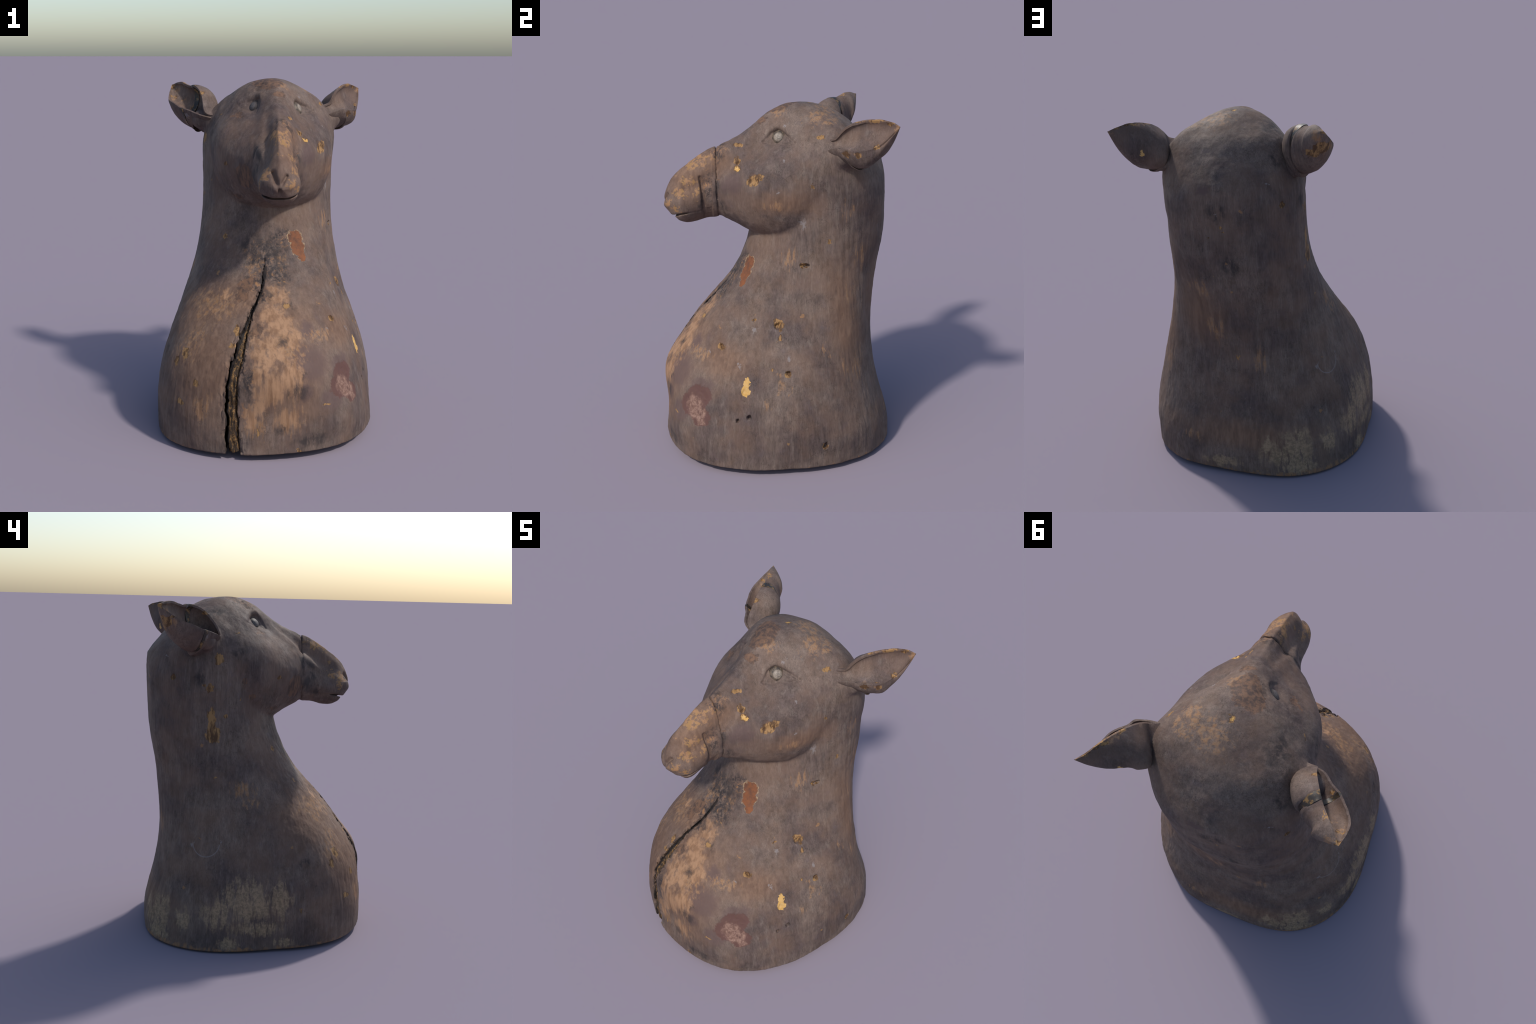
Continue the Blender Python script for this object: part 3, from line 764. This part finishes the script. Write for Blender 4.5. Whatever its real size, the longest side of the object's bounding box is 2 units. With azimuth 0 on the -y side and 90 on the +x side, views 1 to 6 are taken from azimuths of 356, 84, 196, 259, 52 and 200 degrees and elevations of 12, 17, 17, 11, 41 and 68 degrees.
    # golden wood inside the crack, near-black along its slit
    if crack:
        plain = g.node("SeparateXYZ")
        g.put(plain.inputs[0], g.pos)
        x, y, z = plain.outputs

        def curve(values):
            n = g.node("FloatCurve")
            c = n.mapping.curves[0]
            while len(c.points) > 2:
                c.points.remove(c.points[1])
            pts = sorted(zip(CRACK_Z, values))
            for p, (zz, xx) in zip(c.points, (pts[0], pts[-1])):
                p.location = (zz, xx + .5)
            for zz, xx in pts[1:-1]:
                c.points.new(zz, xx + .5)
            for p in c.points:
                p.handle_type = "VECTOR"
            n.mapping.update()
            g.put(n.inputs["Value"], z)
            return g.math("SUBTRACT", n.outputs[0], .5)

        # a pale scratched arc low on the right flank
        d = g.vmath("LENGTH", g.vmath("SUBTRACT", g.pos, (-.465, .350, .607)))
        arc = g.math("MULTIPLY", g.step(g.math("ABSOLUTE", g.math("SUBTRACT", d, .080)), .0045, .001), g.step(z, .607, .597))
        over(arc, I["pale"], .45)
        left, right = curve(CRACK_L), curve(CRACK_R)
        wob = g.math("MULTIPLY", g.math("SUBTRACT", speck, .5), .03)
        xx = g.math("ADD", x, wob)
        front = g.math("MULTIPLY", g.step(y, -.16, -.22), g.step(z, 1.0, .97))
        mid = g.math("MULTIPLY", g.math("ADD", left, right), .5)
        half = g.math("MULTIPLY", g.math("SUBTRACT", right, left), .5)
        off = g.math("ABSOLUTE", g.math("SUBTRACT", xx, mid))
        band = g.math("MULTIPLY", front, g.step(g.math("SUBTRACT", off, half), .026, -.002))
        core = g.math("MULTIPLY", front, g.step(g.math("SUBTRACT", off, half), .004, -.005))
        over(g.math("MULTIPLY", band, g.step(rag, .44, .56)), (.030, .025, .024), .8)
        gold = g.noise((75, 75, 24), 6, .75, (3, 6, 2), distortion=.5)
        low = g.step(z, .82, .66)
        over(core, g.mix(g.math("MULTIPLY", g.step(gold, .45, .62), low), (.034, .024, .018), g.mix(g.step(grit, .4, .6), (.11, .062, .028), (.27, .150, .056))))
        slit = g.math("MULTIPLY", front, g.step(g.math("ABSOLUTE", g.math("SUBTRACT", x, g.math("ADD", left, .008))), .013, .006))
        over(slit, (.012, .010, .010), .9)

    bump = g.node("Bump")
    bump.inputs["Strength"].default_value = .38
    bump.inputs["Distance"].default_value = .006
    g.put(bump.inputs["Height"], height)
    g.put(g.bsdf.inputs["Normal"], bump.outputs[0])
    g.put(g.bsdf.inputs["Base Color"], col)
    g.put(g.bsdf.inputs["Roughness"], g.step(patchy, .3, .7, .60, .76))
    g.bsdf.inputs["Specular IOR Level"].default_value = .16
    return g.mat


def eye_material(name, at, radius, iris, ball, rough):
    g = Graph(name)
    s = g.noise(95, 5, .75)
    ring = g.mix(g.step(g.noise(60, 4, .6), .42, .6), ball, (.035, .027, .023))
    d = g.blobs(g.pos, [(*at, radius, radius)])
    spot = g.math("MULTIPLY", g.step(g.math("ADD", d, g.math("MULTIPLY", g.math("SUBTRACT", s, .5), 1.2)), 1.08, .80), g.step(s, .42, .62, .30, 1.))
    col = g.mix(spot, ring, iris)
    col = g.mix(g.math("MULTIPLY", g.step(g.math("ABSOLUTE", g.math("SUBTRACT", d, 1.08)), .16, .0), .3), col, (.020, .016, .015))
    g.put(g.bsdf.inputs["Base Color"], col)
    g.bsdf.inputs["Roughness"].default_value = rough
    return g.mat


def glue_material():
    g = Graph("yellow_glue_and_dark_gap")
    g.put(g.bsdf.inputs["Base Color"], g.mix(g.step(g.noise(30, 4, .7), .50, .66), (.022, .016, .011), (.20, .11, .035)))  # mostly near-black with a few ochre patches, so the plug reads as a dark gap
    g.bsdf.inputs["Roughness"].default_value = .5
    return g.mat


# --------------------------------------------------------------------------
# objects
# --------------------------------------------------------------------------
def new_object(name, verts, faces, mat, parent=None, smooth=True):
    me = bpy.data.meshes.new(name)
    me.from_pydata([tuple(v) for v in verts] if not isinstance(verts, np.ndarray) else verts.tolist(), [],
                   faces.tolist() if isinstance(faces, np.ndarray) else faces)
    me.materials.append(mat)
    me.polygons.foreach_set("use_smooth", [smooth] * len(me.polygons))
    me.update()
    ob = bpy.data.objects.new(name, me)
    bpy.context.scene.collection.objects.link(ob)
    ob.parent = parent
    return ob


def vertex_normals(v, q):
    a, b = v[q[:, 2]] - v[q[:, 0]], v[q[:, 3]] - v[q[:, 1]]
    fn = np.cross(a, b)
    n = np.zeros_like(v)
    for k in range(4):
        np.add.at(n, q[:, k], fn)
    return n / np.maximum(np.linalg.norm(n, axis=1), 1e-12)[:, None]


def build_body(root, mat):
    """The carved block as one skin, parted into torso, neck, head and muzzle."""
    v, q = skin()
    nrm = vertex_normals(v, q)
    c = v[q].mean(1)
    x, y, z = c.T
    groove = y + .288 + .12 * (x - .03)
    jaw = np.interp(y, [-.25, -.13, -.03, .03, .08, .19, .23, .32, .66], [1.22, 1.30, 1.315, 1.35, 1.39, 1.50, 1.60, 1.68, 1.74])
    region = np.where(z > jaw, np.where(groove < 0, 3, 2), np.where(z > .98, 1, 0))
    made = {}
    for k, name in enumerate(("torso", "neck", "head", "muzzle")):
        f = q[region == k]
        used, f2 = np.unique(f, return_inverse=True)
        parent = made["head"] if name == "muzzle" else root
        ob = new_object(name, v[used], f2.reshape(-1, 4), mat[name], parent)
        ob.data.normals_split_custom_set_from_vertices(nrm[used].tolist())
        made[name] = ob
    return made


def curve_points(pts, s):
    pts = np.asarray(pts, float)
    return spline_weights(np.linspace(0, 1, len(pts)), s) @ pts


EAR_LEFT = dict(
    far=[(.350, .29, 1.83), (.413, .325, 1.85), (.441, .355, 1.894), (.477, .407, 1.932), (.518, .468, 1.95), (.562, .533, 1.952), (.597, .581, 1.94), (.637, .611, 1.927)],
    near=[(.370, .28, 1.77), (.486, .310, 1.806), (.515, .339, 1.801), (.564, .387, 1.798), (.592, .438, 1.803), (.600, .495, 1.82), (.615, .549, 1.86), (.637, .611, 1.927)],
    back=(-.6, .6, -.3), rim=.013,
    upper=[.311, .339, .361, .343, .288, .183, 0], lower=[.234, .201, .166, .109, .037, -.04, 0],
    rise=[.074, .066, .050, -.024, -.122, -.190, 0], sag=[.171, .181, .174, .170, .143, .061, 0],
    hollow=[.02, .12, .17, .16, .15, .16, .2])
EAR_RIGHT = dict(
    far=[(-.25, .27, 1.79), (-.332, .279, 1.796), (-.35, .33, 1.88), (-.385, .42, 1.945), (-.425, .49, 1.947), (-.46, .54, 1.96), (-.49, .58, 1.963), (-.54, .641, 1.949)],
    near=[(-.25, .26, 1.75), (-.365, .285, 1.778), (-.42, .328, 1.796), (-.462, .36, 1.808), (-.492, .395, 1.818), (-.532, .45, 1.842), (-.555, .53, 1.87), (-.54, .641, 1.949)],
    back=(.455, .62, -.64), rim=.014,
    upper=[.165, .162, .175, .171, .154, .185, 0], lower=[.325, .331, .316, .317, .270, .190, 0],
    rise=[.213, .227, .189, .108, .062, .052, 0], sag=[.250, .286, .232, .178, .125, .130, 0],
    hollow=[.08, .50, .54, .45, .36, .28, .2])


def ear_shell(E, s0, s1, n, swell=0., blunt=0., fill=1., m=36, seed=0):
    """A scooped ear: at each station a bent outer back from rim to rim and a
    shallower bowl inside it, joined by rounded lips."""
    s, full = np.linspace(s0, s1, n), np.linspace(0, 1, 160)
    U, L = curve_points(E["far"], full), curve_points(E["near"], full)
    C, W = (U + L) / 2, (U - L) / 2
    wn = W / np.maximum(np.linalg.norm(W, axis=1)[:, None], 1e-4)
    wn[-5:] = wn[-6]
    ax = np.gradient(C, axis=0)
    ax /= np.linalg.norm(ax, axis=1)[:, None]
    M = np.cross(ax, wn)
    M *= np.sign(M[80] @ np.array(E["back"]))
    for _ in range(60):
        M[1:-1] = (M[:-2] + M[1:-1] + M[2:]) / 3
    M /= np.linalg.norm(M, axis=1)[:, None]
    at = lambda T: np.stack([np.interp(s, full, T[:, k]) for k in range(3)], 1)
    U, L, wn, M = at(U), at(L), at(wn), at(M)
    prof = lambda key: (spline_weights(np.linspace(0, 1, 7), s) @ np.array(E[key]))[:, None]
    grow = 1 + swell
    up, lo, rise, sag, hol = prof("upper") * grow, prof("lower") * grow, prof("rise"), prof("sag"), prof("hollow") * fill
    rim = E["rim"] * np.minimum(1, (1 - s) * 8 + .2)[:, None]
    tuck = (np.exp(-((s - s0 if s0 > .2 else s1 - s) / blunt) ** 2) * .006)[:, None] if blunt else 0 * rim
    t = np.linspace(0, 1, m)
    t = (t - .06 * np.sin(2 * np.pi * t))[None, :, None]

    def bow(A, D, p, q, r, g):
        A, B, Cc, D = A[:, None], (A + M * p + wn * r)[:, None], (D + M * q - wn * g)[:, None], D[:, None]
        return A * (1 - t) ** 3 + 3 * B * t * (1 - t) ** 2 + 3 * Cc * t * t * (1 - t) + D * t ** 3

    o, i = rim * .5 - tuck, -rim * .8 + tuck * .5
    outer = bow(U + wn * o, L - wn * o, up - 1.3 * tuck, lo - 1.3 * tuck, rise, sag)
    wide = np.linalg.norm(U - L, axis=1)[:, None]
    i = np.maximum(i, -.45 * wide)
    inner = bow(U + wn * i, L - wn * i, up * hol, lo * hol, rise * .2, sag * .2)[:, ::-1]
    lip = lambda a, b: (a + b)[:, None] / 2 - M[:, None] * rim[:, None] * .5
    ring = np.concatenate([outer, lip(outer[:, -1], inner[:, 0]), inner, lip(inner[:, -1], outer[:, 0])], 1)
    k = ring.shape[1]
    v = ring.reshape(-1, 3)
    rel = .0030 * noise(v, 14, 40 + seed) + .0012 * fbm(v, 45, 2, 44)
    out = v - np.repeat(ring.mean(1), k, 0)
    out /= np.maximum(np.linalg.norm(out, axis=1), 1e-6)[:, None]
    v = v + out * (rel * np.repeat(np.minimum(1, (1 - s) * 6 + .1), k))[:, None]
    faces = []
    for a in range(n - 1):
        for j in range(k):
            j2 = (j + 1) % k
            faces.append((a * k + j, a * k + j2, (a + 1) * k + j2, (a + 1) * k + j))
    # end caps follow the crescent: outer point j faces inner point m-1-j
    for a, rev in ((0, False), (n - 1, True)):
        b = a * k
        cap = [(b + j, b + 2 * m - j, b + 2 * m - 1 - j, b + j + 1) for j in range(m - 1)]
        cap += [(b, b + k - 1, b + 2 * m), (b + m - 1, b + m + 1, b + m)]
        faces += [f[::-1] if rev else f for f in cap]
    return v, faces


def fix_normals(ob, angle=40):
    import bmesh
    bm = bmesh.new()
    bm.from_mesh(ob.data)
    bmesh.ops.recalc_face_normals(bm, faces=bm.faces)
    bm.to_mesh(ob.data)
    bm.free()
    ob.data.polygons.foreach_set("use_smooth", [True] * len(ob.data.polygons))
    ob.data.set_sharp_from_angle(angle=math.radians(angle))


def dome(name, at, out, radius, flat, mat, parent, sink):
    """A set-in eye: a squashed ball looking along `out`."""
    from mathutils import Vector, Matrix
    import bmesh
    bm = bmesh.new()
    bmesh.ops.create_uvsphere(bm, u_segments=40, v_segments=24, radius=radius)
    rot = Vector(out).normalized().to_track_quat("Z", "Y").to_matrix().to_4x4()
    place = Vector(at) - Vector(out).normalized() * sink
    bmesh.ops.transform(bm, matrix=Matrix.Translation(place) @ rot @ Matrix.Diagonal((1, 1, flat, 1)), verts=bm.verts)
    v = np.array([p.co[:] for p in bm.verts])
    v += .0012 * noise(v, 60, 80)[:, None] * np.array(out)
    f = [[p.index for p in fc.verts] for fc in bm.faces]
    bm.free()
    return new_object(name, v, f, mat, parent)


def main():
    root = bpy.data.objects.new("carved_animal_head", None)
    bpy.context.scene.collection.objects.link(root)
    root["label"] = "weathered dark wooden animal head with long neck"
    root["category"] = "wooden sculpture"
    # one paint everywhere; each part only carries the patches that lie on it
    near = {"torso": lambda b: b[2] - b[4] < 1.02, "neck": lambda b: b[2] + b[4] > .94 and b[2] - b[4] < 1.74,
            "head": lambda b: b[2] + b[4] > 1.26 and b[1] + b[3] > -.36, "muzzle": lambda b: b[2] > 1.30 and b[1] - b[3] < -.22}
    wood = {k: weathered_paint("weathered_paint_of_" + k, {c: [b for b in items if test(b)] for c, items in BLOBS.items()}, crack=k == "torso")
            for k, test in near.items()}
    ear_paint = weathered_paint("weathered_ear_paint", EAR_BLOBS)
    parts = build_body(root, wood)
    head = parts["head"]

    ear = new_object("ear", *ear_shell(EAR_LEFT, 0, 1, 70, seed=1), ear_paint, head)
    fix_normals(ear)
    ear = new_object("ear", *ear_shell(EAR_RIGHT, 0, .466, 44, swell=-.03, blunt=.012, seed=2), ear_paint, head)
    fix_normals(ear)
    tip = new_object("ear_tip", *ear_shell(EAR_RIGHT, .508, 1, 44, blunt=.012, seed=3), ear_paint, ear)
    fix_normals(tip)
    plug = new_object("glue_joint", *ear_shell(EAR_RIGHT, .45, .525, 6, swell=-.15, fill=1.06, seed=4), glue_material(), ear)
    fix_normals(plug)

    pale = eye_material("eye_with_worn_white_iris", EYES[0]["at"], .027, (.27, .225, .18), (.11, .08, .055), .6)
    dark = eye_material("eye_with_dark_iris", EYES[1]["at"], .027, (.115, .10, .094), (.060, .046, .040), .62)
    for k, e in enumerate(EYES):
        dome("eye", e["at"], e["out"], .055 if k == 0 else .048, 1., pale if k == 0 else dark, head, .057 if k == 0 else .051)


main()
